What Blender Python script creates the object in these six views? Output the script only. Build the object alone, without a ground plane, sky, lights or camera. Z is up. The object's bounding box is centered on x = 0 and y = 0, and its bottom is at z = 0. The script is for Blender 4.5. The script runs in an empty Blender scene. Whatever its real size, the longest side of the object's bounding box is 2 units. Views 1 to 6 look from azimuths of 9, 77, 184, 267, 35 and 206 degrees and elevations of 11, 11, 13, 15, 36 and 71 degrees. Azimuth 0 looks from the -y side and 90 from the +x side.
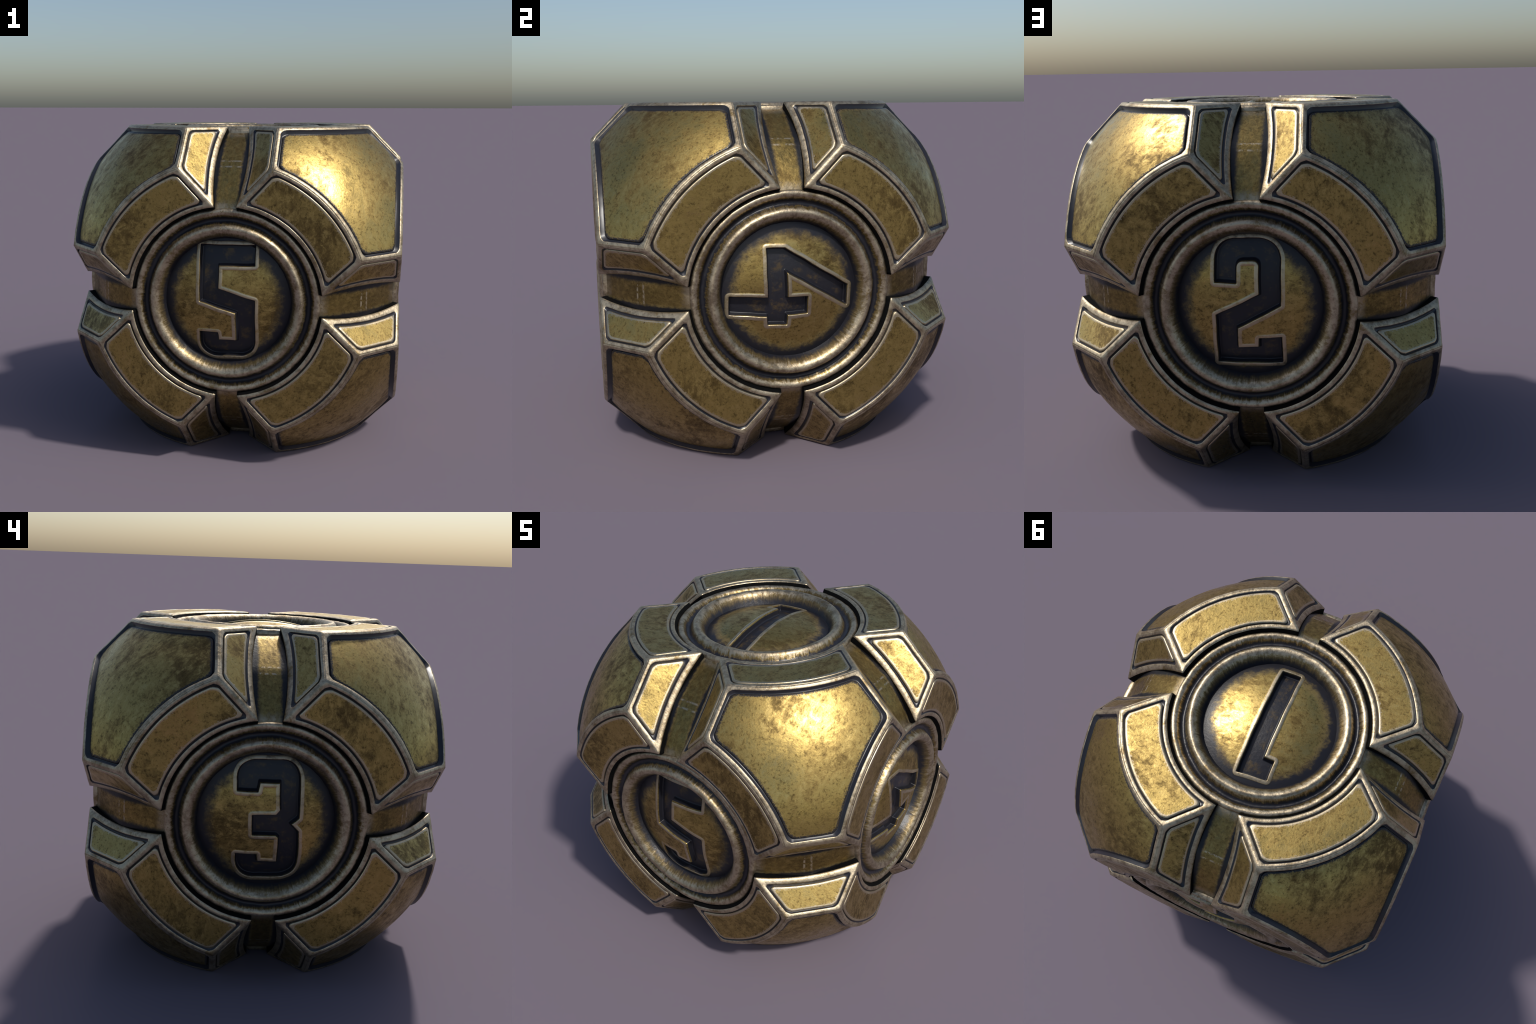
# Weathered bronze gaming die: a cube rounded by a sphere, cut into eight plated
# corner guards around six round numeral medallions, with sunken bands between.
import bpy, bmesh, math, random
import numpy as np
from mathutils import Vector, Matrix, noise as mnoise

random.seed(7)
C0 = Vector((0, 0, 1))                     # centre of the die

# ------------------------------------------------------------------ materials
class Nodes:
    def __init__(self, name):
        self.m = bpy.data.materials.new(name)
        self.m.use_nodes = True
        self.t = self.m.node_tree
        self.t.nodes.clear()
        self.out = self.t.nodes.new("ShaderNodeOutputMaterial")
        self.bsdf = self.t.nodes.new("ShaderNodeBsdfPrincipled")
        self.t.links.new(self.bsdf.outputs[0], self.out.inputs[0])

    def put(self, sock, v):
        if isinstance(v, bpy.types.NodeSocket):
            self.t.links.new(v, sock)
        elif isinstance(v, (tuple, list)) and len(v) == 3 and sock.type == "RGBA":
            sock.default_value = (*v, 1)
        else:
            sock.default_value = v

    def math(self, op, a, b=0.0, c=None, clamp=False):
        n = self.t.nodes.new("ShaderNodeMath")
        n.operation = op
        n.use_clamp = clamp
        self.put(n.inputs[0], a)
        self.put(n.inputs[1], b)
        if c is not None:
            self.put(n.inputs[2], c)
        return n.outputs[0]

    def vmath(self, op, a, b=None):
        n = self.t.nodes.new("ShaderNodeVectorMath")
        n.operation = op
        self.put(n.inputs[0], a)
        if b is not None:
            self.put(n.inputs[3 if op == "SCALE" else 1], b)
        return n.outputs["Value" if op in ("LENGTH", "DOT_PRODUCT") else "Vector"]

    def noise(self, vec, scale, detail=4.0, rough=0.55, dist=0.0):
        n = self.t.nodes.new("ShaderNodeTexNoise")
        self.put(n.inputs["Vector"], vec)
        n.inputs["Scale"].default_value = scale
        n.inputs["Detail"].default_value = detail
        n.inputs["Roughness"].default_value = rough
        n.inputs["Distortion"].default_value = dist
        return n.outputs["Fac"]

    def step(self, v, lo, hi, a=0.0, b=1.0):
        n = self.t.nodes.new("ShaderNodeMapRange")
        n.interpolation_type = "SMOOTHSTEP"
        self.put(n.inputs[0], v)
        n.inputs[1].default_value = lo
        n.inputs[2].default_value = hi
        n.inputs[3].default_value = a
        n.inputs[4].default_value = b
        return n.outputs[0]

    def mix(self, f, a, b):
        n = self.t.nodes.new("ShaderNodeMix")
        n.data_type = "RGBA"
        self.put(n.inputs["Factor"], f)
        self.put(n.inputs[6], a)
        self.put(n.inputs[7], b)
        return n.outputs[2]

    def mixf(self, f, a, b):
        n = self.t.nodes.new("ShaderNodeMix")
        n.data_type = "FLOAT"
        self.put(n.inputs["Factor"], f)
        self.put(n.inputs[2], a)
        self.put(n.inputs[3], b)
        return n.outputs[0]

    def coords(self):
        """object coordinates, and the same shifted at random for each repeat"""
        tc = self.t.nodes.new("ShaderNodeTexCoord").outputs["Object"]
        rnd = self.t.nodes.new("ShaderNodeObjectInfo").outputs["Random"]
        off = self.t.nodes.new("ShaderNodeCombineXYZ")
        self.put(off.inputs[0], self.math("MULTIPLY", rnd, 31.0))
        self.put(off.inputs[1], self.math("MULTIPLY", rnd, 17.0))
        self.put(off.inputs[2], self.math("MULTIPLY", rnd, 53.0))
        return tc, self.vmath("ADD", tc, off.outputs[0])

    def bump(self, h, strength, dist=0.01, normal=None):
        n = self.t.nodes.new("ShaderNodeBump")
        n.inputs["Strength"].default_value = strength
        n.inputs["Distance"].default_value = dist
        self.put(n.inputs["Height"], h)
        if normal is not None:
            self.put(n.inputs["Normal"], normal)
        return n.outputs[0]


GOLD = (0.375, 0.270, 0.088)
GOLD_LIGHT = (0.49, 0.362, 0.135)
BRONZE = (0.185, 0.124, 0.044)
PALE = (0.475, 0.398, 0.275)
PALE_DULL = (0.27, 0.213, 0.137)
CAVITY_SHADE = (0.012, 0.012, 0.016)  # occlusion shade painted into recesses as a colour


def patina(nd, p):
    """mottled old bronze: cloudy tarnish, smears, speckles and pits"""
    cloud = nd.noise(p, 3.4, 3, 0.6, 0.3)
    smear = nd.noise(nd.vmath("MULTIPLY", p, (1.0, 1.5, 1.0)), 19, 5, 0.78, 0.4)
    fleck = nd.noise(p, 68, 3, 0.75)
    t = nd.math("ADD", nd.math("MULTIPLY", cloud, 0.55), nd.math("MULTIPLY", smear, 0.45))
    c = nd.mix(nd.step(t, 0.36, 0.56), BRONZE, GOLD)
    c = nd.mix(nd.step(smear, 0.50, 0.70, 0, 0.6), c, GOLD_LIGHT)
    # dark tarnish gathers in patches and breaks up into fine scratches inside them
    patch = nd.math("ADD", nd.math("MULTIPLY", cloud, 0.75), nd.math("MULTIPLY", fleck, 0.25))
    tarnish = nd.math("MULTIPLY", nd.step(patch, 0.46, 0.36, 0, 1), nd.step(smear, 0.62, 0.40, 0.08, 0.5))
    c = nd.mix(tarnish, c, tuple(x * 0.45 for x in BRONZE))
    spot = nd.math("ADD", nd.math("MULTIPLY", fleck, 0.6), nd.math("MULTIPLY", smear, -0.4))
    c = nd.mix(nd.step(spot, 0.09, 0.26, 0, 0.8), c, tuple(x * 0.38 for x in BRONZE))
    r = nd.math("ADD", 0.245, nd.math("MULTIPLY", nd.math("SUBTRACT", 0.62, t), 1.35), clamp=True)
    return c, r, fleck


def worn(nd, p):
    """pale rubbed metal of the frames and ridges"""
    grain = nd.noise(p, 42, 3, 0.7)
    cloud = nd.noise(p, 11, 4, 0.65, 0.4)
    c = nd.mix(nd.step(nd.math("ADD", nd.math("MULTIPLY", grain, .55), nd.math("MULTIPLY", cloud, .45)), 0.38, 0.58), PALE_DULL, PALE)
    c = nd.mix(nd.step(nd.math("SUBTRACT", grain, cloud), 0.10, 0.25, 0, 0.75), c, BRONZE)
    return c, grain


def finish(nd, p, colour, rough, shade, metal=0.95, bump=0.30, black=False, fine=46):
    """painted cavity shade over the given metal, fine cast grain in the relief"""
    nd.put(nd.bsdf.inputs["Base Color"], nd.mix(shade, colour, (0.004, 0.004, 0.005) if black else CAVITY_SHADE))
    nd.put(nd.bsdf.inputs["Metallic"], nd.mixf(shade, metal, 0.0))
    nd.bsdf.inputs["Specular IOR Level"].default_value = 0.4
    nd.put(nd.bsdf.inputs["Roughness"], nd.mixf(shade, rough, 0.38))
    nd.put(nd.bsdf.inputs["Normal"], nd.bump(nd.noise(p, fine, 2, 0.6), bump, 0.004))
    return nd.m


def mat_panel(name, worn_mix=0.0, shade=0.0):
    nd = Nodes(name)
    tc, p = nd.coords()
    c, r, g = patina(nd, p)
    s = 0.0
    if worn_mix > 0:
        n = nd.noise(p, 90, 3, 0.75)
        c = nd.mix(nd.step(n, 0.66 - 0.42 * worn_mix, 0.88 - 0.42 * worn_mix, 0.0, 0.88), c, PALE)
    if shade > 0:
        n = nd.noise(p, 130, 2, 0.7)
        s = nd.step(n, 0.72 - 0.55 * shade, 1.05 - 0.55 * shade, 0.0, 0.98)  # shade of the groove painted onto the panel border
    return finish(nd, p, c, r, s, bump=0.14, fine=85)


def mat_frame(name):
    nd = Nodes(name)
    tc, p = nd.coords()
    c, g = worn(nd, p)
    return finish(nd, p, c, nd.math("ADD", 0.33, nd.math("MULTIPLY", g, 0.25)), 0.0, bump=0.4)


def mat_groove_shade(name):
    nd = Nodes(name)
    nd.put(nd.bsdf.inputs["Base Color"], CAVITY_SHADE)  # groove shade put into the base colour
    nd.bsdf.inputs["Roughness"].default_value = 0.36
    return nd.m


def mat_black(name):
    nd = Nodes(name)
    nd.put(nd.bsdf.inputs["Base Color"], (0.002, 0.002, 0.002))  # black stands in for the shade inside the gaps
    nd.bsdf.inputs["Roughness"].default_value = 0.9
    nd.bsdf.inputs["Specular IOR Level"].default_value = 0.1
    return nd.m


def split_xyz(nd, v):
    n = nd.t.nodes.new("ShaderNodeSeparateXYZ")
    nd.put(n.inputs[0], v)
    return n.outputs


def radius(nd, tc):
    flat = nd.vmath("MULTIPLY", tc, (1, 1, 0))
    return nd.vmath("LENGTH", flat), nd.vmath("NORMALIZE", flat)


def mat_ring(name):
    """radial bands: worn crests, shade painted in valley and foot, streaked transitions"""
    nd = Nodes(name)
    tc, p = nd.coords()
    c, rr, fl = patina(nd, p)
    w, g = worn(nd, p)
    r, d = radius(nd, tc)
    rnd = nd.t.nodes.new("ShaderNodeObjectInfo").outputs["Random"]
    off = nd.vmath("ADD", d, nd.vmath("SCALE", (3.0, 5.0, 9.0), rnd))
    streak = nd.noise(off, 34, 3, 0.7)
    wob = nd.math("ADD", nd.math("MULTIPLY", nd.math("SUBTRACT", streak, 0.5), 0.044),
                  nd.math("MULTIPLY", nd.math("SUBTRACT", g, 0.5), 0.03))
    q = nd.math("ADD", r, wob)
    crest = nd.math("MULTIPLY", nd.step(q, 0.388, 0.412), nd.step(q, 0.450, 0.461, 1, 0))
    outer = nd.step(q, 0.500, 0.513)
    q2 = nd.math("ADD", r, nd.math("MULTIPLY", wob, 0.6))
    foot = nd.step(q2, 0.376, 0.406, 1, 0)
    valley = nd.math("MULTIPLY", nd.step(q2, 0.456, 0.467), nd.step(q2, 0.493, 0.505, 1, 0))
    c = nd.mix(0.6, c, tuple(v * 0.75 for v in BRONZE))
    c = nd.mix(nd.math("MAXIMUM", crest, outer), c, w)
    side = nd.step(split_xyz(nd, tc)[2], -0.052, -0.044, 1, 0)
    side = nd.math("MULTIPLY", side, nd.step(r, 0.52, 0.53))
    shade = nd.math("MAXIMUM", nd.math("MAXIMUM", foot, valley), side)  # painted shade in the hollows and down the outer side
    return finish(nd, p, c, nd.math("ADD", 0.30, nd.math("MULTIPLY", g, 0.28)), shade, bump=0.4)


def mat_dial(name):
    """domed face: shade painted toward the rim and inside the figure, rubbed rim round the figure"""
    nd = Nodes(name)
    tc, p = nd.coords()
    c, rr, fl = patina(nd, p)
    r, d = radius(nd, tc)
    z = split_xyz(nd, tc)[2]
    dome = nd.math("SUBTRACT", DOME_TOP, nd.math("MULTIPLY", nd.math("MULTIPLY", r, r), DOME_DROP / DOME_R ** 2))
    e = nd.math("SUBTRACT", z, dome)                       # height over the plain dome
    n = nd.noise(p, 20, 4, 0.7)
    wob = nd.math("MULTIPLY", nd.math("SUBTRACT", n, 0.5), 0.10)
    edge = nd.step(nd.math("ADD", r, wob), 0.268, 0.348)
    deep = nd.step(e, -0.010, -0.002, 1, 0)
    shade = nd.math("MAXIMUM", edge, deep)
    lip = nd.math("MULTIPLY", nd.step(e, 0.0002, 0.0016), nd.step(n, 0.28, 0.55, 0.25, 0.90))
    c = nd.mix(lip, c, PALE)
    shade = nd.math("MULTIPLY", shade, nd.math("SUBTRACT", 1.0, nd.math("MULTIPLY", lip, 0.93)))
    return finish(nd, p, c, rr, shade, bump=0.16, fine=70)


def mat_numeral(name):
    """floor of the figure: painted shade with the bronze rubbed through in places"""
    nd = Nodes(name)
    tc, p = nd.coords()
    n = nd.noise(p, 15, 5, 0.68)
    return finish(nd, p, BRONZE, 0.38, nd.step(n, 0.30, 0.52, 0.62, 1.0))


def mat_band(name):
    """sunken band: patina, shade painted black along both sides, pale nick along the fold"""
    nd = Nodes(name)
    tc, p = nd.coords()
    c, r, fl = patina(nd, p)
    x, y, z = split_xyz(nd, tc)
    w, n = worn(nd, p)
    fold = nd.math("ABSOLUTE", nd.math("SUBTRACT", nd.math("ABSOLUTE", nd.math("SUBTRACT", x, z)), 0.03))
    nick = nd.math("MULTIPLY", nd.step(fold, 0.002, 0.013, 1, 0), nd.step(n, 0.44, 0.56, 0, 0.8))
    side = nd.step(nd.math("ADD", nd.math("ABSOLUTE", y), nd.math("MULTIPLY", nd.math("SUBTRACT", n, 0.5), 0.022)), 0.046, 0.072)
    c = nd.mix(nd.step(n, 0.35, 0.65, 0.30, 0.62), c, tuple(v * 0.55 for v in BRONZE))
    c = nd.mix(nick, c, PALE)
    lip = nd.step(nd.math("ADD", nd.math("MAXIMUM", x, z), nd.math("MULTIPLY", nd.math("SUBTRACT", n, 0.5), 0.02)), 0.925, 0.956, 0, 0.7)
    c = nd.mix(lip, c, w)
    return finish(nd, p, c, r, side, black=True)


# ------------------------------------------------------------------ outline tools
class Line:
    def __init__(s, p, q, n):
        s.p, s.q, s.n = np.array(p, float), np.array(q, float), n
        d = s.q - s.p
        s.left = np.array((-d[1], d[0])) / np.hypot(*d)

    def pt(s, t, d=0.0):
        return s.p + (s.q - s.p) * t + s.left * d


class Arc:
    """circle arc from p to q through m"""
    def __init__(s, p, m, q, n):
        p, m, q = (np.array(v, float) for v in (p, m, q))
        a = np.array([m - p, q - p]) * 2
        b = np.array([m @ m - p @ p, q @ q - p @ p])
        s.c = np.linalg.solve(a, b)
        ang = [math.atan2(*(v - s.c)[::-1]) for v in (p, m, q)]
        am = (ang[1] - ang[0] + math.pi) % (2 * math.pi) - math.pi
        aq = (ang[2] - ang[1] + math.pi) % (2 * math.pi) - math.pi
        s.a0, s.da, s.r, s.n = ang[0], am + aq, np.hypot(*(p - s.c)), n

    def pt(s, t, d=0.0):
        a = s.a0 + s.da * t
        r = s.r - d if s.da > 0 else s.r + d
        return s.c + r * np.array((math.cos(a), math.sin(a)))


class Curve:
    """any smooth edge given as a function of t, moved inward along its normal"""
    def __init__(s, fn, n):
        s.fn, s.n = fn, n

    def pt(s, t, d=0.0):
        a, b = s.fn(t - 0.004), s.fn(t + 0.004)
        w = b - a
        return s.fn(t) + d * np.array((-w[1], w[0])) / np.hypot(*w)


def meet(e, f, d, g):
    """parameters where edge e (end) and edge f (start), moved inward, cross"""
    s, t = 1.0, 0.0
    for _ in range(25):
        r = e.pt(s, d) - f.pt(t, g)
        h = 1e-5
        J = np.column_stack(((e.pt(s + h, d) - e.pt(s, d)) / h, -(f.pt(t + h, g) - f.pt(t, g)) / h))
        ds = np.linalg.solve(J, -r)
        s, t = s + ds[0], t + ds[1]
        if abs(ds).max() < 1e-9:
            break
    return s, t


def inset(edges, dists, soft=0.0):
    """closed loop of points, every edge moved inward by its own distance"""
    k = len(edges)
    s0, s1 = [0.0] * k, [1.0] * k
    for i in range(k):
        j = (i + 1) % k
        if dists[i] or dists[j]:
            s1[i], s0[j] = meet(edges[i], edges[j], dists[i], dists[j])
    pts, corners = [], []
    for i, e in enumerate(edges):
        corners.append(len(pts))
        for a in range(e.n):
            pts.append(e.pt(s0[i] + (s1[i] - s0[i]) * a / e.n, dists[i]))
    pts = np.array(pts)
    if soft > 0:
        w = np.zeros(len(pts))
        for c in corners:
            w = np.maximum(w, np.clip(1.3 - np.hypot(*(pts - pts[c]).T) / soft, 0, 1))
        for _ in range(14):
            pts = pts + 0.5 * w[:, None] * ((np.roll(pts, 1, 0) + np.roll(pts, -1, 0)) / 2 - pts)
    return pts


# ------------------------------------------------------------------ mesh helper
class Build:
    def __init__(self):
        self.v, self.f, self.m = [], [], []

    def loop(self, pts):
        i = len(self.v)
        self.v += [tuple(p) for p in pts]
        return list(range(i, i + len(pts)))

    def bridge(self, a, b, mat=0, closed=True):
        n = len(a)
        for i in range(n if closed else n - 1):
            j = (i + 1) % n
            self.f.append((a[i], a[j], b[j], b[i]))
            self.m.append(mat)

    def cap(self, a, mat=0):
        self.f.append(tuple(a))
        self.m.append(mat)

    def mesh(self, name, mats, jitter=0.0, smooth=True):
        me = bpy.data.meshes.new(name)
        me.from_pydata(self.v, [], self.f)
        for m in mats:
            me.materials.append(m)
        me.polygons.foreach_set("material_index", self.m)
        bm = bmesh.new()
        bm.from_mesh(me)
        bmesh.ops.remove_doubles(bm, verts=bm.verts, dist=2e-5)
        big = [f for f in bm.faces if len(f.verts) > 4]
        if big:
            bmesh.ops.triangulate(bm, faces=big)
        if jitter:
            for v in bm.verts:
                v.co += jitter * mnoise.noise_vector(v.co * 22)
        bm.to_mesh(me)
        bm.free()
        me.polygons.foreach_set("use_smooth", [smooth] * len(me.polygons))
        me.update()
        return me


def add(name, mesh, parent=None, matrix=None):
    o = bpy.data.objects.new(name, mesh)
    bpy.context.scene.collection.objects.link(o)
    o.parent = parent
    if matrix is not None:
        o.matrix_local = matrix
    return o


# ------------------------------------------------------------------ sizes
R_IN, R_OUT = 0.5638, 0.8207            # inner and outer edge of the arc plates
TIP = (0.56, 0.065)                     # plate tip beside a band
OUT = (0.775, 0.27)                     # plate corner at the rounded die corner
R_PANEL = 1.2710                         # ball that rounds the die's corners
RING_OUT = 0.548
DOME_TOP, DOME_DROP, DOME_R = -0.013, 0.064, 0.366

die = bpy.data.objects.new("bronze_die", None)
bpy.context.scene.collection.objects.link(die)
die["label"] = "weathered bronze six-sided die with round numeral medallions"
die["category"] = "die"

M_FRAME = mat_frame("rubbed_bronze_frame")
M_GROOVE_SHADE = mat_groove_shade("shaded_groove")
M_BLACK = mat_black("black_gap_shade")
M_PANEL = mat_panel("mottled_bronze_panel")
M_PANEL_RIM = mat_panel("rubbed_panel_rim", worn_mix=1.0)
M_PANEL_FADE = mat_panel("fading_panel_rim", worn_mix=0.42)
M_SHADED = mat_panel("shaded_panel_rim", shade=1.0)  # painted shade beside the groove, fading over three strips
M_SHADED_MID = mat_panel("half_shaded_rim", shade=0.70)
M_SHADED_FADE = mat_panel("fading_shaded_rim", shade=0.42)
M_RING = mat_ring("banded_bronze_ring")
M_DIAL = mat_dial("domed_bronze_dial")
M_NUMERAL = mat_numeral("shaded_numeral_floor")
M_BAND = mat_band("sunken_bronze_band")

# ------------------------------------------------------------------ corner guard at (+,+,+)
N_TO, N_OO, N_ARC, N_IN, N_LIP = 22, 26, 44, 44, 36


def cyc(p, k):
    return np.array([p[(i - k) % 3] for i in range(3)])


def mid_arc(r):
    a = (math.cos(math.pi / 4) * r, math.sin(math.pi / 4) * r)
    return a


def plane_map(o, u, v, n):
    o, u, v, n = (np.array(x, float) for x in (o, u, v, n))
    return lambda q, h=0.0: (o + q[0] * u + q[1] * v + h * n) * 0.9993


def flat_region(edges, to3, frame_b, panel_b, width, gap, depth, worn_rim=True):
    """frame strip, groove and inset plate of one flat region"""
    k = len(edges)
    def ring(d, h, soft=0.0, pull=0.0):
        pts = [to3(q, h) for q in inset(edges, d, soft)]
        return [p * (1 - pull) for p in pts]
    D = lambda a: [w * a for w in width]
    P = lambda a: [w + a for w in width]
    G = lambda f, a=0.0: [w + 0.003 + g * f + a for w, g in zip(width, gap)]
    z = [0.0] * k
    rows = [(ring(z, 0, 0, 0.0030), 0), (ring([0.0035] * k, -0.0012), 0), (ring([0.009] * k, 0), 0),
            (ring(P(-0.004), 0, 0.010), 0), (ring(P(-0.0008), -0.0015, 0.012), 0),
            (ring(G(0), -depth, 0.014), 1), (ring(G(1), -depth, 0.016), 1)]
    prev = None
    for pts, m in rows:
        cur = frame_b.loop(pts)
        if prev:
            frame_b.bridge(prev, cur, m)
        prev = cur
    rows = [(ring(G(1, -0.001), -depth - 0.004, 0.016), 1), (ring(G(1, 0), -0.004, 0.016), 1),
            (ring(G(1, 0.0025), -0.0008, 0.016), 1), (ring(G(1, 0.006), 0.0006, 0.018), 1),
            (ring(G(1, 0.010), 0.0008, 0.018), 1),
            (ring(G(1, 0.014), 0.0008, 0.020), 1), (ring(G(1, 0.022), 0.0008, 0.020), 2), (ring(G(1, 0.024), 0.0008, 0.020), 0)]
    prev = None
    for pts, m in rows:
        cur = panel_b.loop(pts)
        if prev:
            panel_b.bridge(prev, cur, m)
        prev = cur
    panel_b.cap(prev, 0)


guard = Build()

# arc plate on the face z = 1 (origin of the die at its centre here)
def arc_edges():
    t1, t2 = TIP, TIP[::-1]
    o1, o2 = OUT, OUT[::-1]
    return [Arc(o1, mid_arc(R_OUT), o2, N_ARC), Line(o2, t2, N_TO),
            Arc(t2, mid_arc(R_IN), t1, N_IN), Line(t1, o1, N_TO)]

arc_panels = []
for k in range(3):
    b = Build()
    basis = [cyc((1, 0, 0), k), cyc((0, 1, 0), k), cyc((0, 0, 1), k)]
    flat_region(arc_edges(), plane_map(basis[2], *basis), guard, b,
                width=[0.022, 0.026, 0.021, 0.026], gap=[0.0058] * 4, depth=0.011)
    arc_panels.append(b)

# edge plate between the faces z = 1 and x = 1, sloping down to the band at y = 0
def slope_plate():
    T, O = np.array((TIP[0], TIP[1], 1.0)), np.array((OUT[0], OUT[1], 1.0))
    T2, O2 = T[[2, 1, 0]], O[[2, 1, 0]]
    n = np.cross(O - T, T2 - T)
    n /= np.linalg.norm(n)
    if n[1] > 0:
        n = -n
    u = (T2 - T) / np.linalg.norm(T2 - T)
    v = np.cross(n, u)
    q = lambda p: np.array(((p - T) @ u, (p - T) @ v))
    lip_mid = (T + T2) / 2 + 0.036 * np.array((0.4, 0.82, 0.4))
    a, b, c, d = q(T), q(T2), q(O2), q(O)
    m = q(lip_mid)
    edges = [Arc(a, m, b, N_LIP), Line(b, c, N_TO), Line(c, d, N_OO), Line(d, a, N_TO)]
    if (b - a)[0] * (c - a)[1] - (b - a)[1] * (c - a)[0] < 0:
        raise ValueError("edge plate is wound the wrong way")
    return edges, (T, u, v, n)

edge_panels = []
E_SLOPE, B_SLOPE = slope_plate()
for k in range(3):
    b = Build()
    frame = [cyc(x, k) for x in B_SLOPE]
    flat_region(E_SLOPE, plane_map(*frame), guard, b,
                width=[0.031, 0.025, 0.024, 0.025], gap=[0.0105, 0.0058, 0.0058, 0.0058], depth=0.011)
    edge_panels.append(b)

# domed corner panel
def corner_region():
    axis = np.array((1, 1, 1)) / math.sqrt(3)
    e1 = np.array((1, -1, 0)) / math.sqrt(2)
    e2 = np.cross(axis, e1)
    def to2(p):
        d = p / np.linalg.norm(p)
        th = math.acos(np.clip(d @ axis, -1, 1))
        w = np.array((d @ e1, d @ e2))
        return R_PANEL * th * w / np.linalg.norm(w)
    def to3(q, r):
        th = np.hypot(*q) / R_PANEL
        if th < 1e-9:
            return axis * r
        w = q / np.hypot(*q)
        return r * (axis * math.cos(th) + (e1 * w[0] + e2 * w[1]) * math.sin(th))
    edges, exact = [], []
    a1, a2 = math.atan2(OUT[0], OUT[1]), math.atan2(OUT[1], OUT[0])
    for k in range(3):
        on_face = lambda t, k=k: cyc((R_OUT * math.cos(a1 + (a2 - a1) * t), R_OUT * math.sin(a1 + (a2 - a1) * t), 1.0), k)
        edges.append(Curve(lambda t, g=on_face: to2(g(t)), N_ARC))
        exact += [on_face(i / N_ARC) for i in range(N_ARC)]
        p, q = cyc((OUT[0], OUT[1], 1.0), k), cyc((1.0, OUT[1], OUT[0]), k)
        edges.append(Curve(lambda t, p=p, q=q: to2(p + (q - p) * t), N_OO))
        exact += [p + (q - p) * i / N_OO for i in range(N_OO)]
    return edges, exact, to3

E_CORNER, X_CORNER, TO3 = corner_region()
corner_b = Build()
rb = np.array([np.linalg.norm(p) for p in X_CORNER])
W = [0.023, 0.023] * 3
def dome_ring(d, drop, soft=0.0):
    return [TO3(q, r - drop) for q, r in zip(inset(E_CORNER, d, soft), rb)]
def ball_ring(d, drop, soft=0.0, s=1.0):
    return [TO3(q * s, R_PANEL - drop) for q in inset(E_CORNER, d, soft)]
rows = [([p * (1 - 0.0030) for p in X_CORNER], 0), (dome_ring([0.0035] * 6, 0.0016), 0),
        (dome_ring([0.009] * 6, 0.0015), 0),
        (dome_ring([w - 0.004 for w in W], 0.003, 0.012), 0), (dome_ring([w - 0.0005 for w in W], 0.005, 0.014), 0),
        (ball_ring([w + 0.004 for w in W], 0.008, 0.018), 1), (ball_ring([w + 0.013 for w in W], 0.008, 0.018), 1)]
prev = None
for pts, m in rows:
    cur = guard.loop(pts)
    if prev:
        guard.bridge(prev, cur, m)
    prev = cur
EDGE = [w + 0.040 for w in W]
rows = [(ball_ring([w + 0.010 for w in W], 0.013, 0.018), 1), (ball_ring([w + 0.0115 for w in W], 0.0065, 0.018), 1),
        (ball_ring([w + 0.0150 for w in W], 0.0015, 0.020), 1), (ball_ring([w + 0.019 for w in W], 0.0002, 0.022), 2),
        (ball_ring([w + 0.024 for w in W], 0, 0.022), 2), (ball_ring([w + 0.029 for w in W], 0, 0.022), 3),
        (ball_ring(EDGE, 0, 0.022), 4)]
prev = None
for pts, m in rows:
    cur = corner_b.loop(pts)
    if prev:
        corner_b.bridge(prev, cur, m)
    prev = cur
# close the dome with shrinking loops
for s in (0.9, 0.8, 0.68, 0.56, 0.44, 0.33, 0.22, 0.12, 0.05):
    cur = corner_b.loop(ball_ring(EDGE, 0, 0.022, s))
    corner_b.bridge(prev, cur, 0)
    prev = cur
corner_b.cap(prev, 0)

# inner walls, painted black as gap shade, below the lips and below the arc plates' inner edges
for k in range(3):
    basis = [cyc((1, 0, 0), k), cyc((0, 1, 0), k), cyc((0, 0, 1), k)]
    for e, tm in ((arc_edges()[2], plane_map(basis[2], *basis)), (E_SLOPE[0], plane_map(*[cyc(x, k) for x in B_SLOPE]))):
        top = [tm(e.pt(i / e.n)) * (1 - 0.0030) for i in range(e.n + 1)]
        mid_ = [p * 0.9965 for p in top]
        low = [p * 0.92 for p in top]
        a, m, c = guard.loop(top), guard.loop(mid_), guard.loop(low)
        guard.bridge(m, a, 0, closed=False)
        guard.bridge(c, m, 2, closed=False)

ME_GUARD = guard.mesh("corner_guard", [M_FRAME, M_GROOVE_SHADE, M_BLACK], jitter=0.0009)
ME_CORNER = corner_b.mesh("corner_panel", [M_PANEL, M_GROOVE_SHADE, M_SHADED, M_SHADED_MID, M_SHADED_FADE], jitter=0.0008)
ME_ARC = [b.mesh("arc_panel", [M_PANEL, M_PANEL_RIM, M_PANEL_FADE], jitter=0.0006) for b in arc_panels]
ME_EDGE = [b.mesh("edge_panel", [M_PANEL, M_PANEL_RIM, M_PANEL_FADE], jitter=0.0006) for b in edge_panels]

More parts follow.
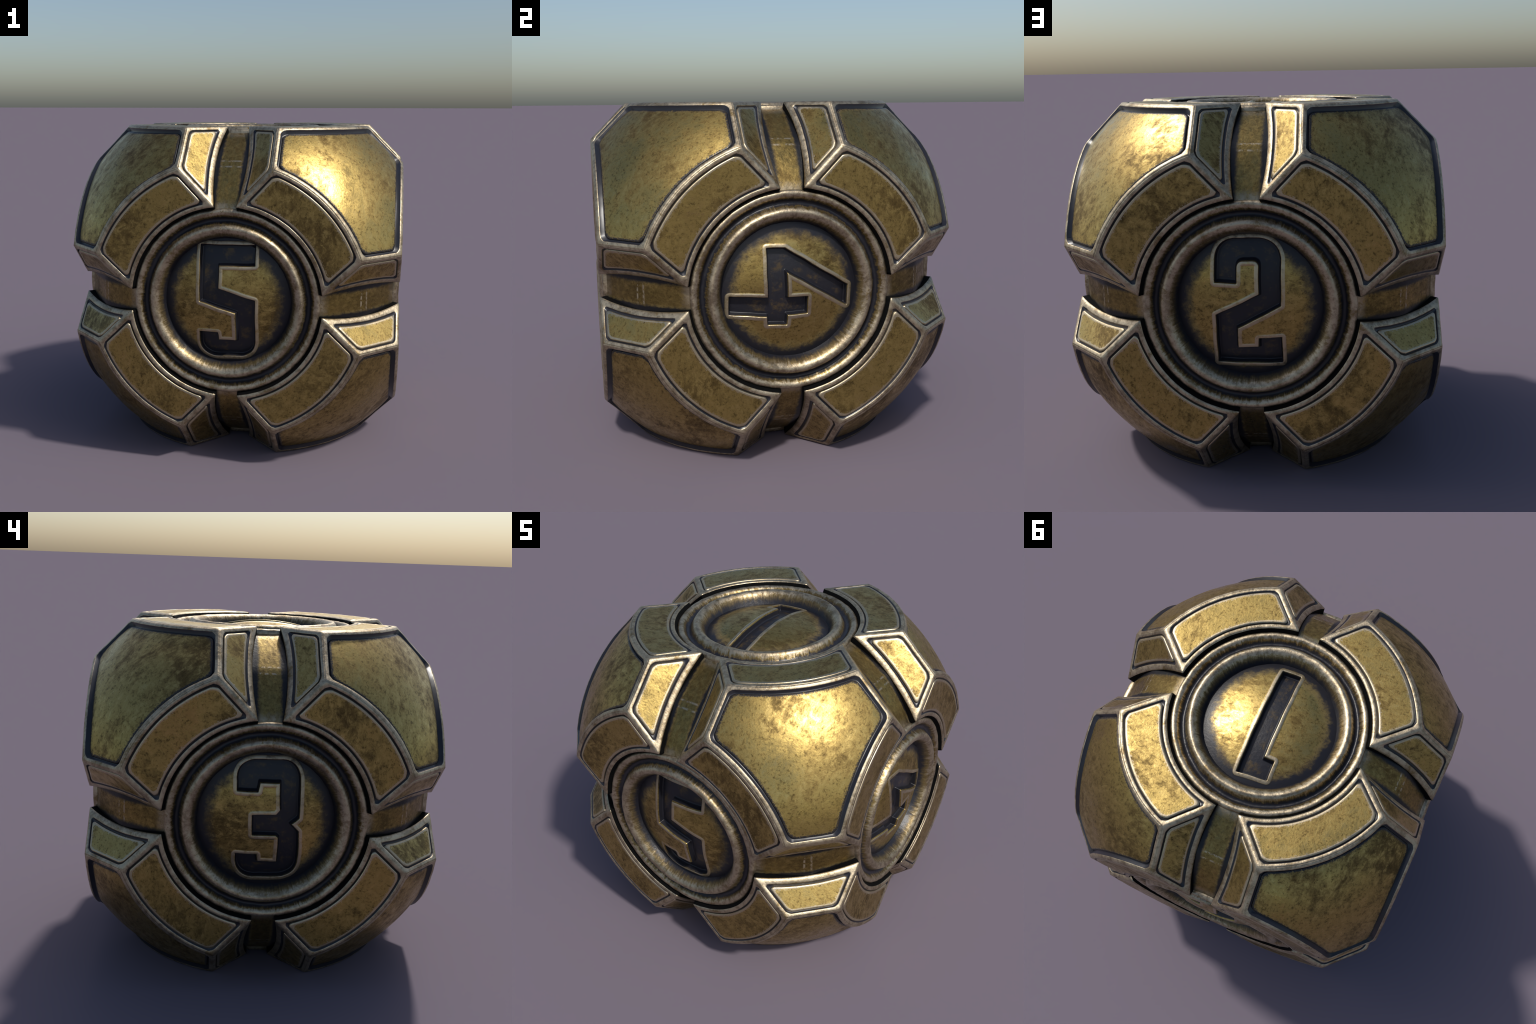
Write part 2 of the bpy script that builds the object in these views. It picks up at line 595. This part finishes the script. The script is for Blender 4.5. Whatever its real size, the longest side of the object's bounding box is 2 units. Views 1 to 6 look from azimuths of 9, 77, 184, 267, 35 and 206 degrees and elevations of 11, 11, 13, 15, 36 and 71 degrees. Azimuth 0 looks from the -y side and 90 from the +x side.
for sx in (1, -1):
    for sy in (1, -1):
        for sz in (1, -1):
            m = Matrix(((sx, 0, 0), (0, sy, 0), (0, 0, sz)))
            if sx * sy * sz < 0:
                m = Matrix(((0, sx, 0), (sy, 0, 0), (0, 0, sz)))
            mat = Matrix.Translation(C0) @ m.to_4x4()
            g = add("corner_guard", ME_GUARD, die, mat)
            add("corner_panel", ME_CORNER, g)
            for me in ME_ARC:
                add("arc_panel", me, g)
            for me in ME_EDGE:
                add("edge_panel", me, g)

# ------------------------------------------------------------------ bands and core
def band_mesh():
    a = np.array((0.515, 0.962))
    f = 0.787
    side = [a, np.array((0.542, 0.957)), np.array((0.60, 0.924)), np.array((0.68, 0.872)),
            np.array((f - 0.020, f + 0.0195)), np.array((f - 0.013, f + 0.0135))]
    prof = side + [np.array((f + 0.001, f + 0.001))] + [p[::-1] for p in side[::-1]]
    b = Build()
    ys = np.linspace(-0.15, 0.15, 25)
    prev = None
    for y in ys:
        cur = b.loop([(p[0], y, p[1]) for p in prof])
        if prev:
            b.bridge(cur, prev, 0, closed=False)
        prev = cur
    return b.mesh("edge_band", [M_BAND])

ME_BAND = band_mesh()
X, Y, Z = Vector((1, 0, 0)), Vector((0, 1, 0)), Vector((0, 0, 1))
def frame_matrix(x, y, z):
    return Matrix((x, y, z)).transposed().to_4x4()
for a, b in ((X, Y), (Y, Z), (Z, X)):
    for s in (1, -1):
        for t in (1, -1):
            ax, az = a * s, b * t
            add("edge_band", ME_BAND, die, Matrix.Translation(C0) @ frame_matrix(ax, az.cross(ax), az))

def core_mesh():
    bm = bmesh.new()
    bmesh.ops.create_cube(bm, size=2)
    bmesh.ops.subdivide_edges(bm, edges=bm.edges[:], cuts=15, use_grid_fill=True)
    for v in bm.verts:
        d = v.co.normalized()
        v.co = d * min(1.06, 0.86 / max(abs(c) for c in d))
    me = bpy.data.meshes.new("core")
    bm.to_mesh(me)
    bm.free()
    me.materials.append(M_BLACK)  # filler behind the gaps, black in place of shade
    me.polygons.foreach_set("use_smooth", [True] * len(me.polygons))
    return me
add("core", core_mesh(), die, Matrix.Translation(C0))

# ------------------------------------------------------------------ medallions
def ring_mesh():
    key = [(0.340, -0.118), (0.358, -0.097), (0.366, -0.086), (0.374, -0.073), (0.385, -0.050), (0.398, -0.027), (0.413, -0.0115),
           (0.430, -0.0045), (0.442, -0.0075), (0.452, -0.020), (0.461, -0.038), (0.470, -0.051), (0.481, -0.056),
           (0.491, -0.051), (0.500, -0.038), (0.508, -0.027), (0.518, -0.0205), (0.529, -0.0185), (0.538, -0.0215), (0.544, -0.029),
           (0.546, -0.044), (0.546, -0.120)]
    n = 176
    b = Build()
    prev = None
    for r, z in key:
        cur = b.loop([(r * math.cos(2 * math.pi * i / n), r * math.sin(2 * math.pi * i / n), z) for i in range(n)])
        if prev:
            b.bridge(prev, cur, 0)
        prev = cur
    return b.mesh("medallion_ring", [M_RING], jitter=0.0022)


def fillet(pts):
    """polygon with (x, y) or (x, y, radius) corners -> point array"""
    out, n = [], len(pts)
    for i, p in enumerate(pts):
        c = np.array(p[:2])
        r = p[2] if len(p) > 2 else 0.0
        if r == 0:
            out.append(c)
            continue
        a, b = np.array(pts[i - 1][:2]) - c, np.array(pts[(i + 1) % n][:2]) - c
        la, lb = np.hypot(*a), np.hypot(*b)
        a, b = a / la, b / lb
        half = math.acos(np.clip(a @ b, -1, 1)) / 2
        t = min(r / math.tan(half), 0.48 * la if len(pts[i - 1]) > 2 else la * .95, 0.48 * lb if len(pts[(i + 1) % n]) > 2 else lb * .95)
        for s in np.linspace(0, 1, 9):
            out.append((1 - s) ** 2 * (c + a * t) + 2 * s * (1 - s) * (c + a * t * 0.1 + b * t * 0.1) + s ** 2 * (c + b * t))
    return np.array(out)


FIGURES = {
    1: [[(0.055, -0.318), (-0.047, -0.321), (-0.051, 0.204), (-0.112, 0.204), (-0.114, 0.308), (0.053, 0.322)]],
    2: [[(-0.172, 0.132), (-0.172, 0.346, 0.10), (0.158, 0.346, 0.10), (0.156, 0.010), (-0.065, -0.106), (-0.065, -0.219),
         (0.047, -0.216), (0.050, -0.166), (0.159, -0.163), (0.160, -0.302), (-0.167, -0.301), (-0.168, -0.042),
         (0.052, 0.068), (0.053, 0.242, 0.03), (-0.064, 0.242, 0.03), (-0.065, 0.130)]],
    3: [[(-0.158, 0.174), (-0.162, 0.334, 0.09), (0.170, 0.336, 0.09), (0.174, 0.130), (0.171, 0.030), (0.129, -0.006), (0.171, -0.050),
         (0.175, -0.193), (0.166, -0.314, 0.09), (-0.158, -0.322, 0.09), (-0.158, -0.183), (-0.050, -0.184), (-0.044, -0.227),
         (0.065, -0.228), (0.067, -0.079), (0.053, -0.064), (-0.072, -0.064), (-0.076, 0.042), (0.050, 0.046),
         (0.072, 0.072), (0.067, 0.222), (-0.043, 0.222), (-0.052, 0.173)]],
    4: [[(-0.129, 0.236), (-0.034, 0.235), (0.321, 0.013), (0.318, -0.096), (-0.028, 0.114), (-0.026, -0.028), (0.086, -0.032),
         (0.083, -0.121), (-0.027, -0.123), (-0.030, -0.177), (-0.129, -0.174), (-0.132, -0.128), (-0.332, -0.114), (-0.331, -0.019), (-0.128, -0.026)]],
    5: [[(-0.154, 0.328), (0.163, 0.329), (0.164, 0.218), (-0.046, 0.216), (-0.047, 0.080), (0.164, 0.013), (0.164, -0.326, 0.085), (-0.159, -0.334, 0.085),
         (-0.159, -0.187), (-0.054, -0.186), (-0.049, -0.232), (0.058, -0.234), (0.058, -0.060), (-0.155, 0.003)]],
    6: [[(0.160, 0.185), (0.160, 0.330, 0.09), (-0.162, 0.330, 0.09), (-0.162, -0.330, 0.09), (0.162, -0.330, 0.09), (0.162, 0.062, 0.05),
         (-0.055, 0.062), (-0.055, 0.222), (0.052, 0.222), (0.056, 0.185)],
        [(-0.055, -0.040), (0.058, -0.040), (0.058, -0.226), (-0.055, -0.226)]],
}


def signed_distance(loops, px, py):
    """distance to the outline, negative inside (even-odd)"""
    d = np.full(px.shape, 9.0)
    inside = np.zeros(px.shape, bool)
    for pts in loops:
        n = len(pts)
        for i in range(n):
            (ax, ay), (bx, by) = pts[i], pts[(i + 1) % n]
            ex, ey = bx - ax, by - ay
            t = np.clip(((px - ax) * ex + (py - ay) * ey) / (ex * ex + ey * ey), 0, 1)
            d = np.minimum(d, np.hypot(px - ax - t * ex, py - ay - t * ey))
            if ay != by:
                cross = ((ay > py) != (by > py)) & (px < (bx - ax) * (py - ay) / (by - ay) + ax)
                inside ^= cross
    return np.where(inside, -d, d)


def smooth01(x):
    x = np.clip(x, 0, 1)
    return x * x * (3 - 2 * x)


def dial_meshes(number):
    n, half = 280, 0.384
    g = np.linspace(-half, half, n)
    px, py = np.meshgrid(g, g)
    loops = [fillet(p) for p in FIGURES[number]]
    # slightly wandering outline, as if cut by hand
    wx = px + 0.0008 * np.sin(py * 37 + number) + 0.0005 * np.sin(px * 71)
    wy = py + 0.0008 * np.sin(px * 41 + 2 * number) + 0.0005 * np.sin(py * 67)
    d = signed_distance(loops, wx, wy)
    r = np.hypot(px, py)
    z = DOME_TOP - DOME_DROP * (r / DOME_R) ** 2
    z = z + 0.0030 * smooth01(1.25 - np.abs(d - 0.012) / 0.0135)             # rubbed rim
    z = z - 0.038 * smooth01((0.006 - d) / 0.013)                         # sunken figure
    keep = r < 0.382
    inner = d < -0.0185
    ids = np.arange(n * n).reshape(n, n)
    quad_keep = keep[:-1, :-1] & keep[1:, :-1] & keep[1:, 1:] & keep[:-1, 1:]
    quad_in = inner[:-1, :-1] & inner[1:, :-1] & inner[1:, 1:] & inner[:-1, 1:]
    co = np.column_stack((px.ravel(), py.ravel(), z.ravel()))
    out = []
    for name, sel in (("dial", quad_keep & ~quad_in), ("numeral", quad_keep & quad_in)):
        q = np.stack((ids[:-1, :-1][sel], ids[:-1, 1:][sel], ids[1:, 1:][sel], ids[1:, :-1][sel]), 1)
        used, inv = np.unique(q, return_inverse=True)
        me = bpy.data.meshes.new(name)
        me.from_pydata(co[used].tolist(), [], inv.reshape(q.shape).tolist())
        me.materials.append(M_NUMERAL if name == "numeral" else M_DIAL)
        me.polygons.foreach_set("use_smooth", [True] * len(me.polygons))
        me.update()
        out.append((name, me))
    return out


ME_RING = ring_mesh()
FACES = {5: (X, Z), 4: (Y, Z), 2: (-X, Z), 3: (-Y, Z), 1: (X, Y), 6: (X, -Y)}
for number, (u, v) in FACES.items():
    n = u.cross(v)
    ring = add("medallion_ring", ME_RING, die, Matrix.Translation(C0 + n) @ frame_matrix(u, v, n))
    for name, me in dial_meshes(number):
        add(name, me, ring)
